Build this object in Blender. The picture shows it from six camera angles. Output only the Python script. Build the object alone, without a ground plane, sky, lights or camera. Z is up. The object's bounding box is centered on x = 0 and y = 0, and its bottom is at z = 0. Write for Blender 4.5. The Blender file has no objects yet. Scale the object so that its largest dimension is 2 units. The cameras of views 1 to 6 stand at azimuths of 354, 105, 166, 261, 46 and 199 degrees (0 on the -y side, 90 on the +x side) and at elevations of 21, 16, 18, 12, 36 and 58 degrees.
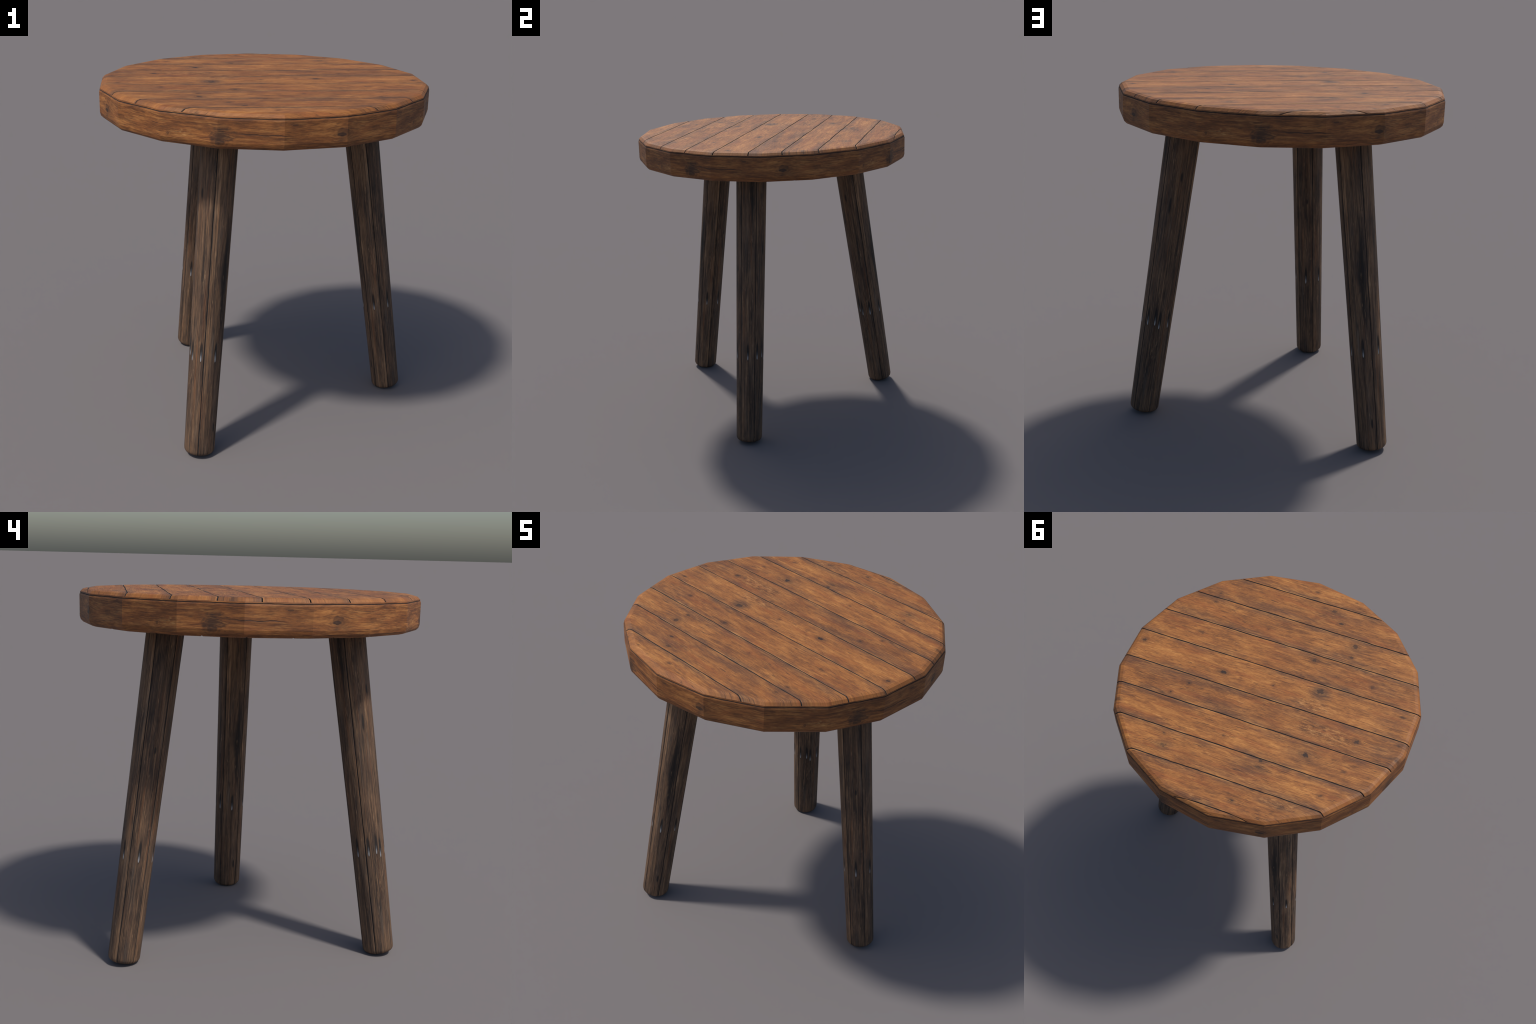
"""Round three-legged wooden stool: 18-sided planked seat on three splayed dark legs."""
import bpy, bmesh, math, random
from math import pi, sin, cos, radians, sqrt, atan2
from mathutils import Matrix, Vector, noise as mnoise

# ------------------------------------------------------------------ sizes
SIDES = 18                     # the seat is an 18-sided disc
R = 0.9389                      # corner radius of the seat
APO = R * cos(pi / SIDES)      # apothem
Z_TOP, Z_BOT = 2.0, 1.8118
BEV = 0.037                    # edge rounding (three flats)
GROOVES = [-0.766, -0.558, -0.349, -0.146, 0.078, 0.279, 0.489, 0.694, 0.889]
GAP = 0.0021                   # half width of a gap between planks

LEG_FOOT_R, LEG_HEAD_R = 0.8335, 0.5635   # distance of the axis from centre at z=0 / z=1.8
LEG_R0, LEG_R1 = 0.0863, 0.1003           # leg radius at z=0 / z=1.8
LEG_AZ = [0, 120, 240]
STAVE_SEAMS = [-145, -88, -25, 36, 142]       # degrees round the leg
NAIL_RING = [(-177, .619), (-115, .624), (-56, .625), (6, .624), (47, .628), (76, .634), (93, .612), (130, .621)]


# ------------------------------------------------------------------ node helpers
class Nodes:
    def __init__(self, name):
        self.mat = bpy.data.materials.new(name)
        self.mat.use_nodes = True
        self.t = self.mat.node_tree
        self.bsdf = self.t.nodes["Principled BSDF"]

    def new(self, kind, **kw):
        n = self.t.nodes.new(kind)
        for k, v in kw.items():
            setattr(n, k, v)
        return n

    def put(self, sock, v):
        if v is None:
            return
        if hasattr(v, "is_linked") or isinstance(v, bpy.types.NodeSocket):
            self.t.links.new(v, sock)
        else:
            sock.default_value = v

    def math(self, op, a, b=None, c=None, clamp=False):
        n = self.new("ShaderNodeMath", operation=op, use_clamp=clamp)
        for i, v in enumerate((a, b, c)):
            if v is not None:
                self.put(n.inputs[i], v)
        return n.outputs[0]

    def add(self, a, b): return self.math('ADD', a, b)
    def sub(self, a, b): return self.math('SUBTRACT', a, b)
    def mul(self, a, b): return self.math('MULTIPLY', a, b)
    def mx(self, a, b): return self.math('MAXIMUM', a, b)

    def remap(self, v, a, b, c=0.0, d=1.0, smooth=True):
        n = self.new("ShaderNodeMapRange", interpolation_type='SMOOTHSTEP' if smooth else 'LINEAR')
        for i, x in enumerate((v, a, b, c, d)):
            self.put(n.inputs[i], x)
        return n.outputs[0]

    def xyz(self, x=0.0, y=0.0, z=0.0):
        n = self.new("ShaderNodeCombineXYZ")
        for i, v in enumerate((x, y, z)):
            self.put(n.inputs[i], v)
        return n.outputs[0]

    def split(self, v):
        n = self.new("ShaderNodeSeparateXYZ")
        self.put(n.inputs[0], v)
        return n.outputs

    def noise(self, vec, scale=1.0, detail=3.0, rough=0.55, dist=0.0):
        n = self.new("ShaderNodeTexNoise")
        self.put(n.inputs["Vector"], vec)
        n.inputs["Scale"].default_value = scale
        n.inputs["Detail"].default_value = detail
        n.inputs["Roughness"].default_value = rough
        n.inputs["Distortion"].default_value = dist
        return n.outputs[0]

    def voronoi(self, vec, scale=1.0, feature='F1', rnd=1.0):
        n = self.new("ShaderNodeTexVoronoi", feature=feature)
        self.put(n.inputs["Vector"], vec)
        n.inputs["Scale"].default_value = scale
        n.inputs["Randomness"].default_value = rnd
        return n

    def ramp(self, v, stops, interp='LINEAR'):
        n = self.new("ShaderNodeValToRGB")
        n.color_ramp.interpolation = interp
        el = n.color_ramp.elements
        while len(el) < len(stops):
            el.new(0.5)
        for e, (p, c) in zip(el, stops):
            e.position = p
            e.color = (c[0], c[1], c[2], 1) if not isinstance(c, float) else (c, c, c, 1)
        self.put(n.inputs[0], v)
        return n.outputs[0]

    def mix(self, fac, a, b, mode='MIX'):
        n = self.new("ShaderNodeMix", data_type='RGBA', blend_type=mode)
        self.put(n.inputs[0], fac)
        for s, v in ((n.inputs[6], a), (n.inputs[7], b)):
            self.put(s, (v[0], v[1], v[2], 1) if isinstance(v, tuple) else v)
        return n.outputs[2]

    def spot(self, x, y, cx, cy, sx, sy):
        """elliptic distance from a point, 1.0 on the ellipse"""
        a = self.math('MULTIPLY', self.sub(x, cx), 1.0 / sx)
        b = self.math('MULTIPLY', self.sub(y, cy), 1.0 / sy)
        return self.math('SQRT', self.math('MULTIPLY_ADD', a, a, self.mul(b, b)))

    def lines(self, vec, width=0.03, detail=2.0, rough=0.5):
        """thin crisp lines: level contours of a stretched noise"""
        v = self.noise(vec, 1.0, detail, rough)
        return self.remap(self.math('ABSOLUTE', self.sub(v, 0.5)), width, width * 0.25)

    def finish(self, color, rough, height=None, strength=0.3, dist=0.004, spec=0.5):
        self.put(self.bsdf.inputs["Base Color"], color)
        self.put(self.bsdf.inputs["Roughness"], rough)
        self.bsdf.inputs["Specular IOR Level"].default_value = spec
        if height is not None:
            b = self.new("ShaderNodeBump")
            b.inputs["Strength"].default_value = strength
            b.inputs["Distance"].default_value = dist
            self.put(b.inputs["Height"], height)
            self.t.links.new(b.outputs[0], self.bsdf.inputs["Normal"])
        return self.mat


def srgb(r, g, b, k=1.0):
    def f(c):
        c = c / 255.0
        return (c / 12.92 if c <= 0.04045 else ((c + 0.055) / 1.055) ** 2.4) * k
    return (f(r), f(g), f(b))


def flat_material(name, col, rough=0.8, metal=0.0):
    n = Nodes(name)
    o = n.new("ShaderNodeTexCoord").outputs["Object"]
    v = n.noise(o, 60, 3)
    c = n.mix(v, tuple(x * 0.7 for x in col), tuple(x * 1.3 for x in col))
    n.bsdf.inputs["Metallic"].default_value = metal
    return n.finish(c, rough)


def nail_material():
    """bright worn steel at the lower end of the head, blackened towards the other"""
    n = Nodes("dull_nail_steel")
    o = n.new("ShaderNodeTexCoord").outputs["Object"]
    z = n.split(o)[2]
    v = n.add(z, n.mul(n.sub(n.noise(o, 3.0, 3), 0.5), 0.9))
    c = n.ramp(n.remap(v, -1.0, 1.0, 0, 1, False),
               [(0.0, srgb(168, 166, 166)), (0.30, srgb(150, 150, 152)), (0.55, srgb(92, 92, 95)), (0.9, srgb(48, 46, 46))])
    n.bsdf.inputs["Metallic"].default_value = 0.2
    return n.finish(c, 0.55)


# ------------------------------------------------------------------ wood of the seat planks
TOP_LIGHT = srgb(185, 126, 65)
TOP_MID = srgb(151, 95, 46)
TOP_DARK = srgb(102, 62, 34)
TOP_STAIN = srgb(70, 54, 45)
TOP_KNOT = srgb(50, 34, 26)


def plank_material(idx, y0, y1, tone, seed, knots, stains, rough_patch=None):
    n = Nodes("plank_wood")
    ox, oy, oz = n.split(n.new("ShaderNodeTexCoord").outputs["Object"])
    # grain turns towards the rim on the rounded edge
    ang = n.math('ARCTAN2', oy, ox)
    rho = n.math('SQRT', n.math('MULTIPLY_ADD', ox, ox, n.mul(oy, oy)))
    step = 2 * pi / SIDES
    m = n.sub(ang, n.mul(n.math('ROUND', n.mul(ang, 1 / step)), step))
    w = n.mx(n.sub(n.mul(rho, n.math('COSINE', m)), APO - BEV), 0.0)
    f = n.math('DIVIDE', n.mul(w, w), n.add(w, 0.008))
    nx, ny = n.math('DIVIDE', ox, rho), n.math('DIVIDE', oy, rho)
    kf = n.mul(f, n.math('ABSOLUTE', nx))
    x = n.sub(ox, n.mul(nx, kf))
    y = n.sub(oy, n.mul(ny, kf))
    # knots: the grain flows round them
    yw = y
    dark = None
    ring = None
    for (cx, cy, sx, sy, strength) in knots:
        d = n.spot(x, y, cx, cy, sx, sy)
        g = n.math('POWER', 2.718, n.mul(n.mul(d, d), -0.45))
        yw = n.sub(yw, n.mul(n.mul(n.sub(y, cy), g), 0.75))
        jag = n.noise(n.xyz(n.mul(x, 45), n.mul(y, 80), seed), 1.0, 3, 0.6)
        jag2 = n.noise(n.xyz(n.mul(x, 90), n.mul(y, 190), seed + 2), 1.0, 3, 0.7)
        jk = 1.5 - 0.9 * strength
        d = n.add(d, n.add(n.mul(n.sub(jag, 0.5), 2.2 * jk), n.mul(n.sub(jag2, 0.5), 1.4 * jk)))
        mask = n.mul(n.remap(d, 0.95, 0.50), min(1.0, strength * 1.1))
        halo = n.mul(n.remap(d, 2.5, 0.5), 0.50 * strength)
        mask = n.mx(mask, halo)
        dark = mask if dark is None else n.mx(dark, mask)
        rr = n.mul(n.math('SINE', n.mul(d, 9.0)), n.remap(d, 3.2, 0.8))
        ring = rr if ring is None else n.add(ring, rr)
    # slow waviness of the grain
    wav = n.noise(n.xyz(n.mul(x, 2.2), n.mul(y, 6.0), seed * 1.7), 1.0, 2)
    yw = n.add(yw, n.mul(n.sub(wav, 0.5), 0.035))
    band = n.noise(n.xyz(n.mul(x, 3.6), n.mul(yw, 46), seed), 1.0, 6, 0.7, 0.3)
    fine = n.noise(n.xyz(n.mul(x, 15), n.mul(yw, 140), seed + 3), 1.0, 5, 0.72)
    blot = n.noise(n.xyz(n.mul(x, 5.5), n.mul(yw, 14), seed + 7), 1.0, 5, 0.65)
    fibre = n.noise(n.xyz(n.mul(x, 42), n.mul(yw, 230), seed + 11), 1.0, 3, 0.65)
    v = n.add(n.add(n.mul(band, 0.50), n.mul(fine, 0.50)), n.add(n.mul(blot, 0.63), n.mul(fibre, 0.40)))
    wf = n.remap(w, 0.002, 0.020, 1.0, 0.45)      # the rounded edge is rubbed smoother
    v = n.mul(n.add(v, tone - 0.76 - 1.015), wf)
    if ring is not None:
        v = n.add(v, n.mul(ring, 0.028))
    red = srgb(136, 73, 34)
    col = n.ramp(n.remap(v, -0.20, 0.20, 0, 1, False),
                 [(0.0, TOP_DARK), (0.33, tuple(0.5 * (a + b) for a, b in zip(TOP_DARK, TOP_MID))),
                  (0.58, TOP_MID), (0.85, tuple(0.5 * (a + b) for a, b in zip(TOP_LIGHT, TOP_MID))), (1.0, TOP_LIGHT)])
    hue = n.noise(n.xyz(n.mul(x, 3.0), n.mul(yw, 22), seed + 20), 1.0, 3)
    col = n.mix(n.remap(hue, 0.48, 0.70, 0, 0.48), col, red)
    # soft grey-brown staining, heavier along plank edges
    edge = n.math('MINIMUM', n.sub(y, y0), n.sub(y1, y))
    st = n.mul(n.remap(edge, 0.060, 0.0), n.remap(n.noise(n.xyz(n.mul(x, 3.2), n.mul(y, 7), seed + 31), 1.0, 3), 0.40, 0.62))
    st = n.mul(st, 0.78)
    for (cx, cy, sx, sy, k) in stains:
        d = n.spot(x, y, cx, cy, sx, sy)
        d = n.add(d, n.mul(n.sub(n.noise(n.xyz(n.mul(x, 9), n.mul(y, 30), seed + 5), 1.0, 3), 0.5), 0.9))
        st = n.mx(st, n.mul(n.remap(d, 1.25, 0.25), 0.9 * k))
    cloud = n.noise(n.xyz(n.mul(x, 6), n.mul(y, 16), seed + 40), 1.0, 5, 0.65)
    st = n.mx(st, n.remap(cloud, 0.56, 0.80, 0, 0.55))
    gr = n.remap(n.add(fine, n.mul(band, 0.6)), 0.98, 0.62, 0.45, 1.15, False)
    st = n.math('MULTIPLY', st, gr, clamp=True)
    col = n.mix(st, col, TOP_STAIN)
    # dark pores and short cracks along the grain
    pore = n.noise(n.xyz(n.mul(x, 20), n.mul(yw, 210), seed + 50), 1.0, 3, 0.55)
    pgate = n.noise(n.xyz(n.mul(x, 5), n.mul(y, 14), seed + 51), 1.0, 2)
    pm = n.mul(n.remap(pore, 0.55, 0.68), n.remap(pgate, 0.38, 0.60))
    col = n.mix(n.mul(pm, 0.72), col, TOP_KNOT)
    # crisp growth lines
    g1 = n.mul(n.lines(n.xyz(n.mul(x, 2.2), n.mul(yw, 62), seed + 90), 0.035, 3),
               n.remap(n.noise(n.xyz(n.mul(x, 7), n.mul(yw, 18), seed + 91), 1.0, 3), 0.40, 0.62))
    g2 = n.mul(n.lines(n.xyz(n.mul(x, 4.5), n.mul(yw, 120), seed + 93), 0.05, 3),
               n.remap(n.noise(n.xyz(n.mul(x, 8), n.mul(yw, 25), seed + 94), 1.0, 3), 0.40, 0.62))
    g3 = n.mul(n.lines(n.xyz(n.mul(x, 4.0), n.mul(yw, 85), seed + 96), 0.045, 3),
               n.remap(n.noise(n.xyz(n.mul(x, 6), n.mul(yw, 22), seed + 97), 1.0, 3), 0.46, 0.64))
    col = n.mix(n.mul(n.mul(n.mx(g1, n.mul(g2, 0.8)), wf), 0.36), col, srgb(82, 47, 28))
    col = n.mix(n.mul(n.mul(g3, wf), 0.32), col, srgb(198, 138, 74))
    # reddish dark streaks, lens shaped
    dash = n.noise(n.xyz(n.mul(x, 7), n.mul(yw, 95), seed + 55), 1.0, 3, 0.6)
    dgate = n.noise(n.xyz(n.mul(x, 3.5), n.mul(y, 10), seed + 56), 1.0, 2)
    dm = n.mul(n.remap(dash, 0.57, 0.70), n.remap(dgate, 0.42, 0.62))
    col = n.mix(n.mul(n.mul(dm, wf), 0.48), col, srgb(86, 48, 29))
    # worn pale fibres
    pale = n.noise(n.xyz(n.mul(x, 18), n.mul(yw, 190), seed + 60), 1.0, 3, 0.55)
    pgate2 = n.noise(n.xyz(n.mul(x, 4), n.mul(y, 12), seed + 61), 1.0, 3)
    lm = n.mul(n.remap(pale, 0.58, 0.72), n.remap(pgate2, 0.50, 0.66))
    if rough_patch:
        cx, cy, sx, sy = rough_patch
        pd = n.remap(n.add(n.spot(x, y, cx, cy, sx, sy), n.mul(cloud, 0.8)), 1.55, 0.75)
        mott = n.noise(n.xyz(n.mul(x, 20), n.mul(y, 70), seed + 70), 1.0, 6, 0.78)
        lm = n.mx(lm, n.mul(pd, n.remap(mott, 0.49, 0.64, 0, 1.0)))
        col = n.mix(n.mul(pd, n.remap(mott, 0.48, 0.36, 0, 0.8)), col, TOP_KNOT)
    # pale broken line beside the gaps
    arr = n.mul(n.remap(edge, 0.0105, 0.0055), n.remap(n.noise(n.xyz(n.mul(x, 5), n.mul(y, 9), seed + 80), 1.0, 2), 0.48, 0.66))
    lm = n.mx(lm, n.mul(arr, 0.8))
    lm = n.mul(lm, n.remap(w, 0.0, 0.015, 1.0, 0.35))
    col = n.mix(n.mul(lm, 0.52), col, srgb(202, 148, 90))
    # little random knots and specks
    vo = n.voronoi(n.xyz(n.mul(x, 5.0), n.mul(y, 8.5), seed * 2.3), 1.0)
    rnd = n.split(vo.outputs["Color"])
    size = n.remap(rnd[0], 0.15, 1.0, 0.0, 0.13)
    vd = n.add(vo.outputs["Distance"], n.mul(n.sub(n.noise(n.xyz(x, y, seed), 70, 2), 0.5), 0.10))
    speck = n.remap(n.sub(vd, size), 0.04, -0.06)
    col = n.mix(n.mul(speck, 0.70), col, TOP_KNOT)
    vo2 = n.voronoi(n.xyz(n.mul(x, 2.7), n.mul(y, 5.2), seed * 3.1), 1.0)
    r2 = n.split(vo2.outputs["Color"])
    big = n.remap(r2[1], 0.35, 1.0, 0.0, 0.10)
    vd2 = n.add(n.sub(vo2.outputs["Distance"], big), n.mul(n.sub(n.noise(n.xyz(n.mul(x, 40), n.mul(y, 75), seed), 1.0, 3, 0.65), 0.5), 0.16))
    col = n.mix(n.remap(vd2, 0.07, -0.09, 0, 0.62), col, srgb(78, 48, 32))
    col = n.mix(n.remap(vd2, -0.02, -0.09, 0, 0.6), col, TOP_KNOT)
    if dark is not None:
        col = n.mix(dark, col, TOP_KNOT)
    h = n.add(n.mul(fine, 0.5), n.mul(fibre, 0.3))
    h = n.sub(h, n.add(n.mul(pm, 0.5), n.mul(n.mx(g1, g2), 0.35)))
    return n.finish(col, n.remap(v, -0.3, 0.3, 0.68, 0.58, False), h, 0.40, 0.003, 0.4)


# ------------------------------------------------------------------ wood of the seat rim
def rim_material():
    n = Nodes("rim_wood")
    ox, oy, oz = n.split(n.new("ShaderNodeTexCoord").outputs["Object"])
    ang = n.math('ARCTAN2', oy, ox)
    # the board pattern comes round four times
    per = pi / 2
    a = n.sub(ang, n.mul(n.math('ROUND', n.mul(ang, 1 / per)), per))
    s = n.mul(a, R)
    c4, s4 = n.math('COSINE', n.mul(ang, 4)), n.math('SINE', n.mul(ang, 4))
    rad = lambda d: R * radians(d)

    def vec(rate, zk, off=0.0, z=None):
        rho = rate * R / 4
        return n.xyz(n.mul(c4, rho), n.add(n.mul(s4, rho), off), n.mul(oz if z is None else z, zk))

    knots = [(rad(18.3), 1.888, 0.030, 0.012, 1.05), (rad(18.5), 1.899, 0.040, 0.026, 0.66), (rad(-37), 1.868, 0.012, 0.010, 0.7),
             (rad(3.5), 1.945, 0.018, 0.006, 0.7), (rad(-19.5), 1.852, 0.030, 0.022, 0.55)]
    zw, dark, ring = oz, None, None
    for (cx, cz, sx, sz, k) in knots:
        d = n.spot(s, oz, cx, cz, sx, sz)
        g = n.math('POWER', 2.718, n.mul(n.mul(d, d), -0.22))
        zw = n.sub(zw, n.mul(n.mul(n.sub(oz, cz), g), 0.6))
        d = n.add(d, n.mul(n.sub(n.noise(vec(40, 70, 7.0), 1.0, 3), 0.5), 1.9 - 1.2 * k))
        mk = n.mul(n.remap(d, 1.05, 0.6), min(1.0, k))
        mk = n.mx(mk, n.mul(n.remap(d, 2.4, 0.7), 0.40 * k))
        dark = mk if dark is None else n.mx(dark, mk)
        rr = n.mul(n.math('SINE', n.mul(d, 8)), n.remap(d, 3.4, 0.8))
        ring = rr if ring is None else n.add(ring, rr)
    zw = n.add(zw, n.mul(n.sub(n.noise(vec(6, 9), 1.0, 2), 0.5), 0.016))
    band = n.noise(vec(4.0, 60, 1.0, zw), 1.0, 5, 0.65, 0.1)
    fine = n.noise(vec(17, 170, 2.0, zw), 1.0, 6, 0.74)
    blot = n.noise(vec(7, 15, 5.0), 1.0, 4, 0.6)
    v = n.add(n.add(n.mul(band, 0.60), n.mul(fine, 0.62)), n.mul(blot, 0.55))
    v = n.add(n.sub(v, 0.885), n.mul(ring, 0.03))
    # pale streak right of the big knot
    streak = n.remap(n.spot(s, n.sub(oz, n.mul(s, 0.05)), rad(33), 1.855, 0.16, 0.010), 1.3, 0.2)
    v = n.add(v, n.mul(streak, 0.16))
    col = n.ramp(n.remap(v, -0.26, 0.26, 0, 1, False),
                 [(0.0, srgb(78, 46, 25)), (0.35, srgb(114, 68, 34)), (0.62, srgb(145, 90, 45)), (1.0, srgb(184, 123, 66))])
    col = n.mix(n.remap(n.noise(vec(5, 26, 9.0, zw), 1.0, 3), 0.52, 0.75, 0, 0.5), col, srgb(134, 76, 40))
    # dirty rough patch
    pd = n.spot(s, oz, rad(-19), 1.885, 0.085, 0.055)
    pn = n.noise(vec(34, 60, 3.0), 1.0, 4, 0.65)
    patch = n.remap(n.add(pd, n.mul(n.sub(pn, 0.5), 2.2)), 1.05, 0.3)
    col = n.mix(n.mul(patch, 0.8), col, srgb(60, 42, 31))
    pl = n.remap(n.spot(s, oz, rad(-32), 1.878, 0.060, 0.022), 1.4, 0.3)
    col = n.mix(n.mul(n.mul(pl, n.remap(n.noise(vec(40, 130, 4.0), 1.0, 3), 0.50, 0.64)), 0.6), col, srgb(196, 150, 92))
    cloud = n.noise(vec(9, 30, 12.0), 1.0, 5, 0.65)
    col = n.mix(n.remap(cloud, 0.54, 0.74, 0, 0.65), col, srgb(70, 46, 30))
    # long thin crack running left of the knot
    cz = n.add(1.8935, n.mul(n.sub(n.noise(vec(14, 0), 1.0, 3), 0.5), 0.022))
    crack = n.mul(n.remap(n.math('ABSOLUTE', n.sub(oz, cz)), 0.0026, 0.0008),
                  n.remap(n.math('ABSOLUTE', n.sub(s, rad(-6))), 0.15, 0.08))
    pore = n.noise(vec(20, 320, 6.0, zw), 1.0, 2, 0.5)
    pm = n.mul(n.remap(pore, 0.58, 0.70), n.remap(n.noise(vec(8, 22, 8.0), 1.0, 2), 0.42, 0.62))
    g1 = n.mul(n.lines(vec(3.0, 70, 21.0, zw), 0.04, 3), n.remap(n.noise(vec(9, 24, 23.0), 1.0, 3), 0.40, 0.62))
    g2 = n.mul(n.lines(vec(5.0, 130, 25.0, zw), 0.05, 3), n.remap(n.noise(vec(9, 28, 27.0), 1.0, 3), 0.40, 0.62))
    g3 = n.mul(n.lines(vec(4.5, 95, 29.0, zw), 0.05, 3), n.remap(n.noise(vec(8, 24, 31.0), 1.0, 3), 0.44, 0.62))
    col = n.mix(n.mul(n.mx(g1, g2), 0.5), col, srgb(62, 38, 23))
    col = n.mix(n.mul(g3, 0.4), col, srgb(190, 134, 76))
    col = n.mix(n.mx(n.mul(crack, 0.85), n.mul(pm, 0.65)), col, srgb(44, 31, 24))
    col = n.mix(n.mul(dark, 0.9), col, srgb(52, 36, 28))
    h = n.sub(fine, n.add(n.mul(pm, 0.5), crack))
    return n.finish(col, 0.62, h, 0.35, 0.003, 0.45)


# ------------------------------------------------------------------ wood of the legs
def leg_material():
    n = Nodes("dark_leg_wood")
    ox, oy, oz = n.split(n.new("ShaderNodeTexCoord").outputs["Object"])
    deg = n.mul(n.math('ARCTAN2', oy, ox), 180 / pi)
    rr = n.math('SQRT', n.math('MULTIPLY_ADD', ox, ox, n.mul(oy, oy)))
    cx, cy = n.math('DIVIDE', ox, rr), n.math('DIVIDE', oy, rr)

    def vec(around, along, off=0.0):
        return n.xyz(n.mul(cx, around), n.mul(cy, around), n.add(n.mul(oz, along), off))

    def spot(d0, h0, sd, sh):
        w = n.sub(deg, d0)
        w = n.sub(w, n.mul(n.math('ROUND', n.mul(w, 1 / 360)), 360.0))
        a, b = n.mul(w, 1.0 / sd), n.mul(n.sub(oz, h0), 1.0 / sh)
        return n.math('SQRT', n.math('MULTIPLY_ADD', a, a, n.mul(b, b)))

    band = n.noise(vec(4.2, 1.4), 1.0, 5, 0.66, 0.2)
    fine = n.noise(vec(13, 3.6, 4.0), 1.0, 6, 0.72)
    fibre = n.noise(vec(26, 13, 9.0), 1.0, 3, 0.65)
    blot = n.noise(vec(1.7, 4.5, 15.0), 1.0, 4, 0.6)
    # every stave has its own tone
    tones = [0.50, 0.57, 0.45, 0.51, 0.49, 0.52]
    edges = [-180] + STAVE_SEAMS
    stave = n.ramp(n.remap(deg, -180, 180, 0, 1, False),
                   [((e + 180) / 360, t) for e, t in zip(edges, tones)], 'CONSTANT')
    v = n.add(n.add(n.mul(band, 0.48), n.mul(fine, 0.72)), n.add(n.mul(blot, 0.40), n.mul(fibre, 0.40)))
    v = n.sub(v, 0.985)
    sv = n.split(stave)[0]
    v = n.add(v, n.mul(n.sub(sv, 0.5), 0.6))
    # dark figured patches
    for (d0, h0, sd, sh, k) in [(-163, 1.02, 17, 0.30, 0.26), (19, 1.70, 13, 0.22, 0.24), (-70, 1.35, 20, 0.35, 0.10),
                                (65, 0.45, 25, 0.40, 0.06)]:
        v = n.sub(v, n.mul(n.remap(spot(d0, h0, sd, sh), 1.2, 0.3), k))
    # pale strip beside a seam
    strip = n.mul(n.remap(spot(152, 1.30, 9, 0.9), 1.15, 0.5), n.remap(n.noise(vec(9, 2.2, 22), 1.0, 3), 0.38, 0.60))
    strip2 = n.mul(n.remap(spot(-94, 0.9, 5.5, 1.2), 1.1, 0.5), n.remap(n.noise(vec(9, 2.2, 25), 1.0, 3), 0.38, 0.60))
    v = n.add(v, n.add(n.mul(strip, 0.20), n.mul(strip2, 0.16)))
    col = n.ramp(n.remap(v, -0.30, 0.30, 0, 1, False),
                 [(0.0, srgb(38, 31, 27)), (0.30, srgb(63, 50, 42)), (0.55, srgb(95, 73, 57)),
                  (0.80, srgb(125, 97, 73)), (1.0, srgb(164, 130, 99))])
    # rusty brown streaks
    rust = n.noise(vec(7, 1.8, 31.0), 1.0, 4, 0.6)
    col = n.mix(n.remap(rust, 0.52, 0.70, 0, 0.55), col, n.mix(n.remap(v, -0.25, 0.25, 0, 1, False), srgb(56, 34, 22), srgb(142, 88, 50)))
    grey = n.noise(vec(3.0, 2.6, 44.0), 1.0, 4, 0.6)
    col = n.mix(n.remap(grey, 0.52, 0.72, 0, 0.5), col, n.mix(n.remap(v, -0.25, 0.25, 0, 1, False), srgb(44, 41, 39), srgb(104, 96, 88)))
    # dark splits
    pore = n.noise(vec(20, 5, 51.0), 1.0, 3, 0.6)
    pm = n.remap(pore, 0.60, 0.70)
    col = n.mix(n.mul(pm, 0.75), col, srgb(26, 22, 20))
    g1 = n.mul(n.lines(vec(8.5, 1.3, 71.0), 0.028, 3), n.remap(n.noise(vec(3, 3.5, 73.0), 1.0, 3), 0.38, 0.58))
    g2 = n.mul(n.lines(vec(15, 1.9, 75.0), 0.05, 4, 0.6), n.remap(n.noise(vec(4, 5, 77.0), 1.0, 3), 0.38, 0.60))
    g3 = n.mul(n.lines(vec(13, 2.2, 79.0), 0.05, 4, 0.6), n.remap(n.noise(vec(4, 5, 83.0), 1.0, 3), 0.42, 0.62))
    col = n.mix(n.mul(n.mx(g1, n.mul(g2, 0.8)), 0.7), col, srgb(28, 23, 21))
    col = n.mix(n.mul(g3, 0.42), col, srgb(158, 122, 88))
    # pale torn fibres
    tear = n.noise(vec(18, 14, 61.0), 1.0, 4, 0.65)
    tg = n.noise(vec(2.5, 5, 66.0), 1.0, 2)
    tm = n.mul(n.remap(tear, 0.58, 0.70), n.remap(tg, 0.48, 0.64))
    col = n.mix(n.mul(tm, 0.7), col, srgb(176, 140, 106))
    # dark lens-shaped marks round the nails
    dk = None
    for (d0, h0) in NAIL_RING:
        m = n.remap(spot(d0, h0 + 0.004, 6.0, 0.064), 1.15, 0.65)
        dk = m if dk is None else n.mx(dk, m)
    for (d0, h0, sd, sh) in [(-160, 0.172, 4.5, 0.032), (70, 1.325, 4.5, 0.050), (-48, 1.18, 4, 0.02), (96, 1.50, 4, 0.03)]:
        dk = n.mx(dk, n.remap(spot(d0, h0, sd, sh), 1.2, 0.6))
    col = n.mix(n.mul(dk, 0.86), col, srgb(30, 28, 28))
    h = n.sub(n.add(n.mul(fine, 0.8), n.mul(fibre, 0.4)), n.add(n.mul(pm, 0.6), n.mul(g1, 0.6)))
    return n.finish(col, 0.72, h, 0.45, 0.004, 0.4)


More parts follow.
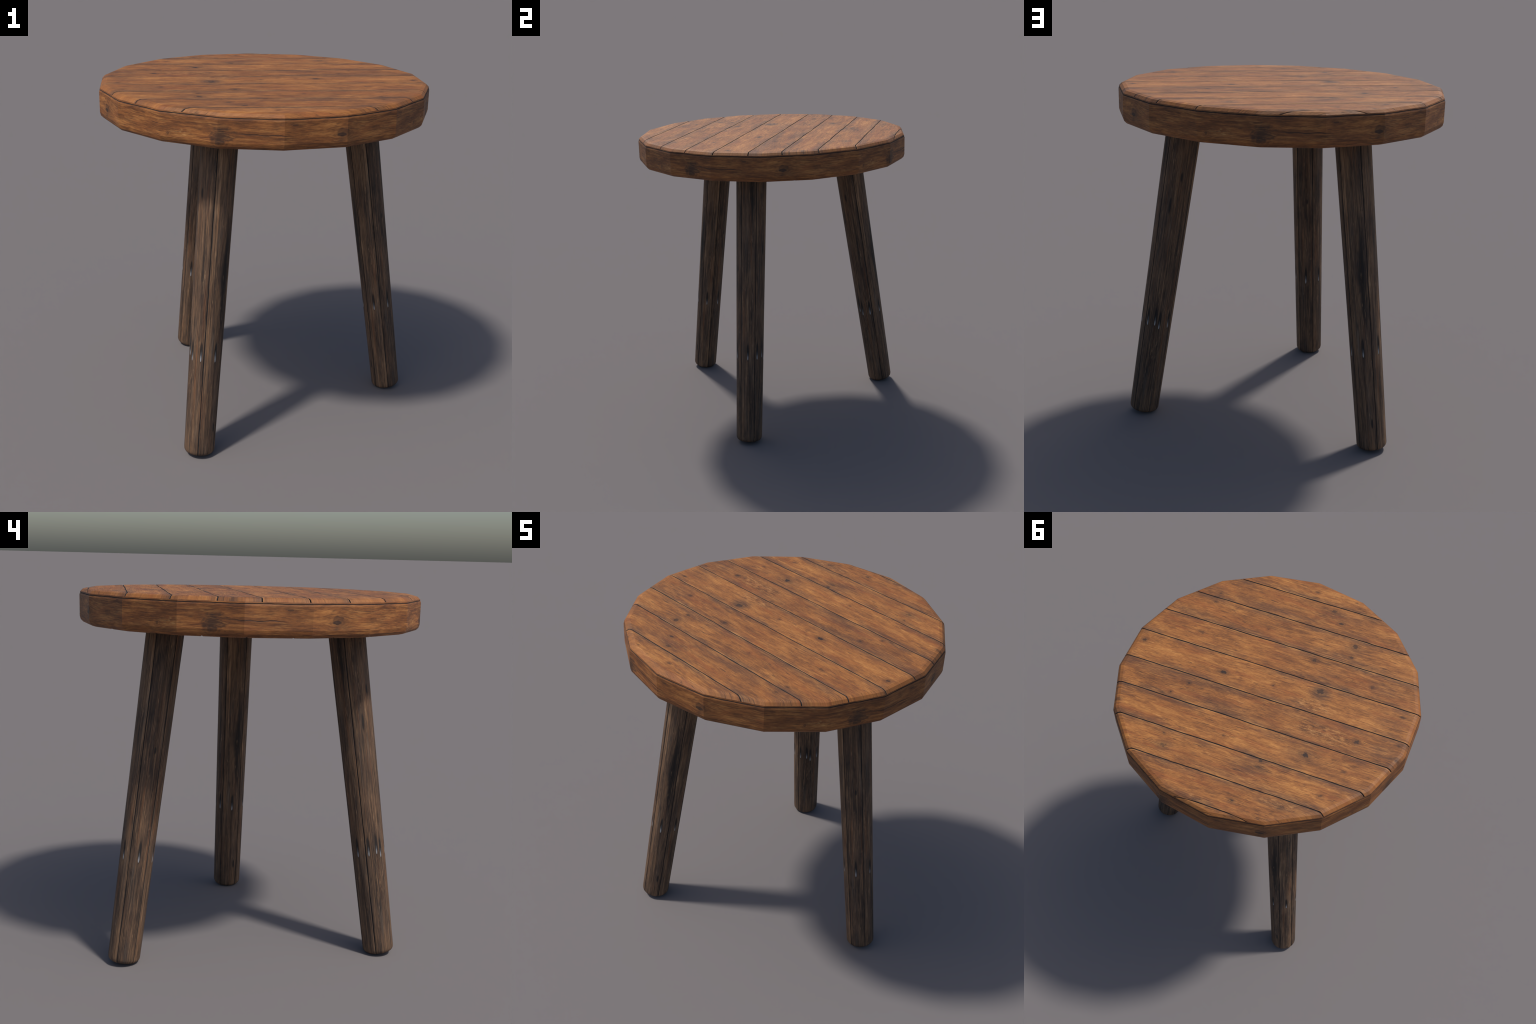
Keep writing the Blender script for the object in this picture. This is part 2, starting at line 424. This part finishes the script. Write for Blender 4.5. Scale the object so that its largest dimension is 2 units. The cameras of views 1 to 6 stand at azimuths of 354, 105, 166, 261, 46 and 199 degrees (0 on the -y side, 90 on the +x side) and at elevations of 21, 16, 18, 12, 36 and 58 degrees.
# ------------------------------------------------------------------ mesh helpers
def mesh_object(name, verts, faces, mats, face_mats=None, smooth=True, parent=None):
    me = bpy.data.meshes.new(name)
    me.from_pydata(verts, [], faces)
    bm = bmesh.new()
    bm.from_mesh(me)
    lay = bm.faces.layers.int.new("slot")
    if face_mats:
        for f, s in zip(bm.faces, face_mats):
            f[lay] = s
    bmesh.ops.remove_doubles(bm, verts=bm.verts, dist=1e-5)
    bmesh.ops.recalc_face_normals(bm, faces=bm.faces)
    for f in bm.faces:
        f.material_index = f[lay]
    bm.faces.layers.int.remove(lay)
    bm.to_mesh(me)
    bm.free()
    for m in mats:
        me.materials.append(m)
    if smooth:
        me.polygons.foreach_set("use_smooth", [True] * len(me.polygons))
    ob = bpy.data.objects.new(name, me)
    bpy.context.scene.collection.objects.link(ob)
    if parent:
        ob.parent = parent
    return ob


def wob(x, k):
    """slow one-dimensional noise, about -1..1"""
    return mnoise.noise(Vector((x * 6.0, k * 7.31, 0.5))) + 0.4 * mnoise.noise(Vector((x * 22.0, k * 3.7, 4.5)))


def rim_drop(d):
    """height lost at distance d inside the outline: three flats of a rounded edge"""
    pts = [(0.0, BEV), (0.134 * BEV, 0.5 * BEV), (0.5 * BEV, 0.134 * BEV), (BEV, 0.0)]
    if d >= BEV:
        return 0.0
    for (a, za), (b, zb) in zip(pts, pts[1:]):
        if d <= b:
            return za + (zb - za) * (d - a) / (b - a)
    return 0.0


def ring_radius(alpha, d):
    step = 2 * pi / SIDES
    m = alpha - step * round(alpha / step)
    return (APO - d) / cos(m)


def grain_y(alpha, w):
    """across-the-grain coordinate of a point on the rounded edge (joints turn towards the rim)"""
    rho = ring_radius(alpha, BEV - w)
    f = w * w / (w + 0.008)
    return rho * sin(alpha) - sin(alpha) * abs(cos(alpha)) * f


def edge_point(v, w):
    """right-hand point at depth w of the rounded edge where the grain coordinate equals v, or None"""
    lo, hi = -pi / 2, pi / 2
    if not (grain_y(lo, w) <= v <= grain_y(hi, w)):
        return None
    for _ in range(40):
        mid = 0.5 * (lo + hi)
        if grain_y(mid, w) < v:
            lo = mid
        else:
            hi = mid
    al = 0.5 * (lo + hi)
    rho = ring_radius(al, BEV - w)
    return rho * cos(al), rho * sin(al)


W_END = 0.866 * BEV
W_STEPS = [0.0, 0.09, 0.2, 0.35, 0.5, 0.58, 0.68, 0.78, 0.866]


def build_plank(i, mat, parent, gap_mat, top=True):
    """one board of the seat, shaped to the round outline and the rounded edge"""
    y0 = GROOVES[i - 1] if i > 0 else -0.937
    y1 = GROOVES[i] if i < len(GROOVES) else 0.937
    lo_joint, hi_joint = i > 0, i < len(GROOVES)
    rows = []
    span = y1 - y0
    ins = [0.0, 0.0014, 0.0032, 0.006]
    vs = [(y0 + (GAP if lo_joint else 0) + e) for e in ins]
    vs_hi = [(y1 - (GAP if hi_joint else 0) - e) for e in reversed(ins)]
    if span > 0.08:
        k = 30
        vs += [vs[-1] + (vs_hi[0] - vs[-1]) * j / k for j in range(1, k)]
    else:
        k = 6
        vs += [vs[-1] + (vs_hi[0] - vs[-1]) * j / k for j in range(1, k)]
    vs += vs_hi
    NX = 90
    soft = {0: 0.0022, 1: 0.0007, 2: 0.0002}
    grid = []
    for r, v in enumerate(vs):
        drop_edge = 0.0
        if lo_joint:
            drop_edge += soft.get(r, 0.0)
        if hi_joint:
            drop_edge += soft.get(len(vs) - 1 - r, 0.0)
        # edge waviness: the two boards of a joint share it, the gap width also varies
        fl = max(0.0, 1 - (v - y0) / 0.03) if lo_joint else 0.0
        fh = max(0.0, 1 - (y1 - v) / 0.03) if hi_joint else 0.0

        def dy(x):
            d = 0.0
            if fl:
                d += fl * (0.0026 * wob(x, i) + 0.0013 * wob(x * 2.3, i + 40))
            if fh:
                d += fh * (0.0026 * wob(x, i + 1) - 0.0013 * wob(x * 2.3, i + 80))
            return d

        # first depth of the rounded edge that this row reaches
        start = 0.0
        if edge_point(v, 0.0) is None:
            last = W_END if top else 0.5 * BEV
            a, b = 0.0, last
            if edge_point(v, last) is None:
                v = math.copysign(grain_y(pi / 2, last) - 1e-4, v)
            for _ in range(30):
                mid = 0.5 * (a + b)
                if edge_point(v, mid) is None:
                    a = mid
                else:
                    b = mid
            start = b
        tail = []
        for s in (W_STEPS if top else W_STEPS[:5]):
            w = max(s * BEV, start)
            joint = y0 if (lo_joint and r < 4) else (y1 if (hi_joint and r >= len(vs) - 4) else None)
            vt = v
            if joint is not None and start == 0.0:
                ca = sqrt(max(0.0, 1 - (joint / R) ** 2))
                vt = joint + (v - joint) * (1 - (1 - ca) * min(1.0, w / (0.35 * BEV)))
            p = edge_point(vt, w) or edge_point(v, w) or (0.0, v)
            tail.append((p[0], p[1], rim_drop(BEV - w)))
        x0, yv, z0 = tail[0]
        row = []
        for p in reversed(tail[1:]):
            row.append((-p[0], p[1], p[2]))
        for j in range(NX + 1):
            row.append((-x0 + 2 * x0 * j / NX, yv, z0))
        row += tail[1:]
        # unevenness of the hand-worked face
        out = []
        for (px, py, pz) in row:
            py2 = py + dy(px) * (1.0 if abs(px) < 0.9 * max(x0, 0.05) else 0.5)
            relief = 0.0009 * mnoise.noise(Vector((px * 3.0, py * 9.0, i * 3.1))) if top else 0.0
            out.append((px, py2, pz + drop_edge + min(0.0, relief) * -1))
        grid.append(out)
    verts, faces = [], []
    ncol = len(grid[0])
    sgn, base = (1, Z_TOP) if top else (-1, Z_BOT)
    ymul = 1 if top else -1
    for row in grid:
        for (px, py, pz) in row:
            verts.append((px, py * ymul, base - sgn * pz))
    nrow = len(grid)
    nv = nrow * ncol
    for row in grid:                       # underside of the board, drawn in slightly
        for (px, py, pz) in row:
            q = sqrt(px * px + py * py)
            k = 1.0 - 0.008 / max(q, 0.2)
            verts.append((px * k, py * ymul, base - sgn * (pz + 0.014)))
    q = lambda r, c, o=0: o + r * ncol + c
    fm = []
    for r in range(nrow - 1):
        arris = (r == 0 and lo_joint) or (r == nrow - 2 and hi_joint)
        for c in range(ncol - 1):
            fm += [1 if arris else 0, 1]
            faces.append((q(r, c), q(r, c + 1), q(r + 1, c + 1), q(r + 1, c)))
            faces.append((q(r, c, nv), q(r + 1, c, nv), q(r + 1, c + 1, nv), q(r, c + 1, nv)))
    for c in range(ncol - 1):
        faces.append((q(0, c), q(0, c, nv), q(0, c + 1, nv), q(0, c + 1)))
        e = nrow - 1
        faces.append((q(e, c), q(e, c + 1), q(e, c + 1, nv), q(e, c, nv)))
    for r in range(nrow - 1):
        faces.append((q(r, 0), q(r + 1, 0), q(r + 1, 0, nv), q(r, 0, nv)))
        e = ncol - 1
        faces.append((q(r, e), q(r, e, nv), q(r + 1, e, nv), q(r + 1, e)))
    fm += [1] * (len(faces) - len(fm))
    ob = mesh_object("plank", verts, faces, [mat, gap_mat], fm, smooth=True, parent=parent)
    ob.data.set_sharp_from_angle(angle=radians(9))
    return ob


def build_seat(rim_mat, gap_mat, parent):
    """the body of the seat: rim band with its joint line, and the dark core behind the boards"""
    sub = 14
    cols = []
    for k in range(SIDES):
        a0 = radians(10 + 20 * k)
        a1 = radians(30 + 20 * k)
        for j in range(sub):
            t = j / sub
            cols.append(((1 - t) * cos(a0) + t * cos(a1), (1 - t) * sin(a0) + t * sin(a1)))
    n = len(cols)

    def seg3(t):      # along the last flat of the rounded edge, as (inset, height)
        return 0.134 * BEV * (1 - t), Z_TOP - BEV * (0.5 + 0.5 * t)

    rings, slots = [], []

    def ring(fn, slot):
        rings.append([fn(i) for i in range(n)])
        slots.append(slot)

    def const(d, z, slot):
        ring(lambda i: (d, z), slot)

    def lay(t, depth=0.0):
        def fn(i):
            x, y = cols[i]
            tt = t + 0.07 * wob(atan2(y, x) * 1.5, 3)
            d, z = seg3(min(max(tt, 0), 1))
            return d + depth, z
        return fn

    const(0.30, Z_TOP - 0.0042, 1)
    const(0.045, Z_TOP - 0.0042, 1)
    const(0.022, Z_TOP - 0.0130, 1)
    const(0.012, Z_TOP - 0.0270, 1)
    const(0.0068, Z_TOP - 0.0240, 1)
    const(0.134 * BEV - 0.0003, Z_TOP - 0.5 * BEV - 0.0003, 0)
    ring(lay(0.34), 1)
    ring(lay(0.40, 0.0028), 1)
    ring(lay(0.50, 0.0028), 1)
    ring(lay(0.56), 0)
    const(0.0, Z_TOP - BEV, 0)
    const(0.0, Z_BOT + BEV, 0)
    const(0.134 * BEV, Z_BOT + 0.5 * BEV, 0)
    const(0.5 * BEV - 0.0004, Z_BOT + 0.134 * BEV + 0.0002, 1)
    const(0.5 * BEV + 0.002, Z_BOT + 0.0066, 1)
    const(0.030, Z_BOT + 0.0040, 1)
    const(0.045, Z_BOT + 0.0032, 1)
    const(0.30, Z_BOT + 0.0032, 1)
    verts, faces, fm = [], [], []
    for rg in rings:
        for (cx, cy), (d, z) in zip(cols, rg):
            s = R * (APO - d) / APO
            verts.append((cx * s, cy * s, z))
    for r in range(len(rings) - 1):
        for i in range(n):
            j = (i + 1) % n
            faces.append((r * n + i, r * n + j, (r + 1) * n + j, (r + 1) * n + i))
            fm.append(slots[r])
    faces.append(tuple(range(n)))
    fm.append(1)
    faces.append(tuple(range((len(rings) - 1) * n, len(rings) * n)))
    fm.append(1)
    return mesh_object("seat", verts, faces, [rim_mat, gap_mat], fm, smooth=False, parent=parent)


def leg_radius(h):
    return LEG_R0 + (LEG_R1 - LEG_R0) * h / 1.82


def build_leg_mesh(mat, gap_mat):
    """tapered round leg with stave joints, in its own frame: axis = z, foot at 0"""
    cols = []
    for s in STAVE_SEAMS:
        for off in (-2.4, -1.35, -0.9, 0.0, 0.9, 1.35, 2.4):
            cols.append((s + off, s, off))
    for k in range(150):
        a = -180 + k * 2.4
        if all(abs((a - s + 180) % 360 - 180) > 3.2 for s in STAVE_SEAMS):
            cols.append((a, None, 0))
    cols.sort(key=lambda c: c[0])
    n = len(cols)
    BR = 0.027
    prof = []                                       # (height, inset)
    for k in range(7):
        t = pi / 2 * k / 6
        prof.append((BR * (1 - sin(t)), BR * (1 - cos(t))))
    prof.reverse()
    prof = [(BR - BR * cos(pi / 2 * k / 6), BR - BR * sin(pi / 2 * k / 6)) for k in range(7)]
    heights = prof + [(BR + (1.86 - BR) * k / 70, 0.0) for k in range(1, 71)]
    verts, faces, fm = [], [], []
    for (h, inset) in heights:
        base = leg_radius(h) - inset
        for (a, s, off) in cols:
            aa, dep = a, 0.0
            if s is not None:
                wv = 0.9 * mnoise.noise(Vector((h * 3.0, s * 0.37, 1.0))) + 0.5 * mnoise.noise(Vector((h * 11.0, s * 0.37, 9.0)))
                aa += wv
                wide = 1.12 + 0.5 * mnoise.noise(Vector((h * 5.0, s * 0.91, 5.0)))
                aa += off * (wide - 1)
                if abs(off) < 1.0:
                    dep = 0.0034
                elif abs(off) < 1.4:
                    dep = 0.0006
            else:
                dep = 0.0010 * (0.5 - mnoise.noise(Vector((cos(radians(a)) * 5, sin(radians(a)) * 5, h * 1.6)))) - 0.0005
            # hollow round each nail
            for (d0, h0) in NAIL_RING:
                da = ((a - d0 + 180) % 360 - 180) / 4.6
                dh = (h - h0) / 0.06
                q = da * da + dh * dh
                if q < 1:
                    dep += 0.0026 * (1 - q)
            rr = base - dep
            verts.append((rr * cos(radians(aa)), rr * sin(radians(aa)), h))
    for r in range(len(heights) - 1):
        for i in range(n):
            j = (i + 1) % n
            faces.append((r * n + i, r * n + j, (r + 1) * n + j, (r + 1) * n + i))
            ci, cj = cols[i], cols[j]
            gap = ci[1] is not None and ci[1] == cj[1] and abs(ci[2]) < 1.36 and abs(cj[2]) < 1.36
            fm.append(1 if gap else 0)
    faces.append(tuple(range(n)))
    fm.append(0)
    faces.append(tuple(range((len(heights) - 1) * n, len(heights) * n)))
    fm.append(0)
    ob = mesh_object("leg", verts, faces, [mat, gap_mat], fm, smooth=True)
    return ob


def nail_mesh(mat, name="nail"):
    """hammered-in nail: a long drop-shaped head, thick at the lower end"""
    bm = bmesh.new()
    bmesh.ops.create_icosphere(bm, subdivisions=3, radius=1.0)
    for v in bm.verts:
        t = (v.co.z + 1) / 2
        k = 1.0 - 0.45 * t
        v.co.x *= k
        v.co.y *= k
    me = bpy.data.meshes.new(name)
    bm.to_mesh(me)
    bm.free()
    me.materials.append(mat)
    me.polygons.foreach_set("use_smooth", [True] * len(me.polygons))
    return me


# ------------------------------------------------------------------ build
def main():
    rnd = random.Random(7)
    root = bpy.data.objects.new("wooden_stool", None)
    bpy.context.scene.collection.objects.link(root)
    root["label"] = "round three-legged stool with planked orange-brown wooden seat"
    root["category"] = "stool"

    gap_mat = flat_material("dark_joint", srgb(44, 40, 39), 0.95)
    rim_mat = rim_material()
    leg_mat = leg_material()
    nail_mat = nail_material()

    seat = build_seat(rim_mat, gap_mat, root)

    # (x, y, half length, half height, strength)
    knots = {
        0: [(-0.02, -0.84, 0.016, 0.011, .6)],
        1: [(-0.25, -0.643, 0.022, 0.015, .8), (-0.176, -0.725, 0.024, 0.013, .7), (0.56, -0.60, 0.012, 0.009, .5)],
        2: [(-0.392, -0.500, 0.026, 0.020, .75), (-0.398, -0.41, 0.016, 0.012, .7), (0.167, -0.43, 0.010, 0.008, .6), (0.562, -0.52, 0.013, 0.009, .6)],
        3: [(-0.189, -0.304, 0.020, 0.015, .75), (0.546, -0.253, 0.022, 0.016, .55), (-0.591, -0.235, 0.018, 0.013, .6)],
        4: [(0.297, -0.014, 0.030, 0.015, 1.1), (-0.303, -0.092, 0.034, 0.030, .8), (0.854, -0.066, 0.018, 0.015, .8), (-0.02, -0.03, 0.010, 0.008, .7)],
        5: [(0.46, 0.142, 0.012, 0.010, .8), (-0.623, 0.176, 0.022, 0.018, .8), (0.535, 0.242, 0.010, 0.009, .8), (-0.882, 0.223, 0.022, 0.028, .6)],
        6: [(-0.376, 0.369, 0.028, 0.020, .9), (0.80, 0.40, 0.014, 0.011, .6), (0.12, 0.42, 0.010, 0.008, .6)],
        7: [(-0.148, 0.548, 0.030, 0.016, .6), (-0.150, 0.503, 0.016, 0.014, .8), (0.421, 0.61, 0.024, 0.018, .6), (0.45, 0.53, 0.009, 0.007, .7), (-0.55, 0.60, 0.016, 0.012, .6)],
        8: [(-0.095, 0.806, 0.013, 0.010, .8), (-0.36, 0.76, 0.018, 0.012, .5)],
        9: [],
    }
    stains = {
        0: [(0.42, -0.80, 0.10, 0.04, .3)],
        1: [(0.20, -0.585, 0.40, 0.055, .55), (-0.25, -0.70, 0.16, 0.06, .35), (0.62, -0.62, 0.12, 0.05, .4)],
        2: [(-0.35, -0.375, 0.45, 0.045, .6), (0.68, -0.38, 0.16, 0.045, .6), (-0.40, -0.47, 0.12, 0.06, .35)],
        3: [(0.30, -0.17, 0.20, 0.03, .3), (-0.66, -0.25, 0.12, 0.07, .35), (-0.30, -0.22, 0.10, 0.06, .3)],
        4: [(-0.31, -0.075, 0.085, 0.07, .7), (-0.20, 0.03, 0.09, 0.04, .4), (-0.78, -0.02, 0.14, 0.05, .25)],
        5: [(0.66, 0.115, 0.42, 0.050, .6), (0.22, 0.225, 0.32, 0.05, .45), (-0.25, 0.12, 0.18, 0.04, .35), (-0.80, 0.20, 0.14, 0.06, .45)],
        6: [(-0.35, 0.38, 0.14, 0.07, .4), (-0.20, 0.31, 0.30, 0.035, .4), (0.80, 0.33, 0.08, 0.04, .3)],
        7: [(-0.10, 0.56, 0.16, 0.085, .5), (0.42, 0.61, 0.09, 0.05, .5), (0.02, 0.66, 0.30, 0.04, .4), (-0.20, 0.67, 0.20, 0.04, .4)],
        8: [(0.30, 0.72, 0.30, 0.03, .4), (-0.33, 0.74, 0.16, 0.05, .45), (-0.50, 0.72, 0.10, 0.03, .4)],
        9: [],
    }
    tones = [.80, .73, .77, .755, .80, .73, .80, .79, .735, .82]
    count = len(GROOVES) + 1
    for i in range(count):
        y0 = GROOVES[i - 1] if i > 0 else -2.0
        y1 = GROOVES[i] if i < len(GROOVES) else 2.0
        mat = plank_material(i, y0, y1, tones[i], 3.7 + 5.3 * i, knots[i], stains[i],
                             {4: (-0.30, 0.025, 0.17, 0.05), 5: (-0.42, 0.19, 0.24, 0.075), 8: (-0.35, 0.735, 0.16, 0.035)}.get(i))
        build_plank(i, mat, seat, gap_mat, True)
    for i in range(count):
        y1 = -GROOVES[i - 1] if i > 0 else 2.0
        y0 = -GROOVES[i] if i < len(GROOVES) else -2.0
        mat = plank_material(i, y0, y1, tones[i], 70.0 + 5.3 * i, [], [])
        build_plank(i, mat, seat, gap_mat, False)

    # small nails in the seat boards
    pin = nail_mesh(nail_mat)
    for (px, py) in [(0.157, -0.611), (0.114, 0.748), (-0.304, 0.753), (0.47, 0.145), (0.02, -0.62)]:
        ob = bpy.data.objects.new("nail", pin)
        bpy.context.scene.collection.objects.link(ob)
        ob.parent = seat
        ob.matrix_local = Matrix.Translation((px, py, Z_TOP - 0.0022)) @ Matrix.Diagonal((0.0052, 0.0042, 0.0021, 1))

    # legs: shared mesh, splayed outwards
    leg = build_leg_mesh(leg_mat, gap_mat)
    tilt = math.atan2(LEG_FOOT_R - LEG_HEAD_R, 1.8)
    foot = LEG_R0 - 0.027
    lift = foot * sin(tilt) / cos(tilt)               # inner edge of the square-cut foot stands on the ground
    for k, az in enumerate(LEG_AZ):
        ob = leg if k == 0 else leg.copy()
        if k:
            bpy.context.scene.collection.objects.link(ob)
        ob.parent = root
        a = radians(az)
        base = Vector((LEG_FOOT_R * cos(a), LEG_FOOT_R * sin(a), 0.0))
        up = Vector((-sin(tilt) * cos(a), -sin(tilt) * sin(a), cos(tilt)))
        base = base + up * lift
        out = Vector((cos(tilt) * cos(a), cos(tilt) * sin(a), sin(tilt)))
        side = up.cross(out)
        m = Matrix((out, side, up)).transposed().to_4x4()
        m.translation = base
        ob.matrix_local = m @ Matrix.Rotation(a, 4, 'Z')
        extra = [(-160, 0.160, 0.6), (70, 1.305, 0.7)]
        for (d0, h0, sc) in [(d, h, 1.0) for d, h in NAIL_RING] + extra:
            nl = bpy.data.objects.new("nail", pin)
            bpy.context.scene.collection.objects.link(nl)
            nl.parent = ob
            d0r = radians(d0)
            hh = h0 - 0.022 * sc
            rr = leg_radius(hh) - 0.0022
            s = sc * rnd.uniform(0.9, 1.12)
            nl.matrix_local = (Matrix.Rotation(d0r, 4, 'Z') @ Matrix.Translation((rr, 0, hh))
                               @ Matrix.Diagonal((0.0036 * sc, 0.0060 * s, 0.0340 * s, 1)))


main()
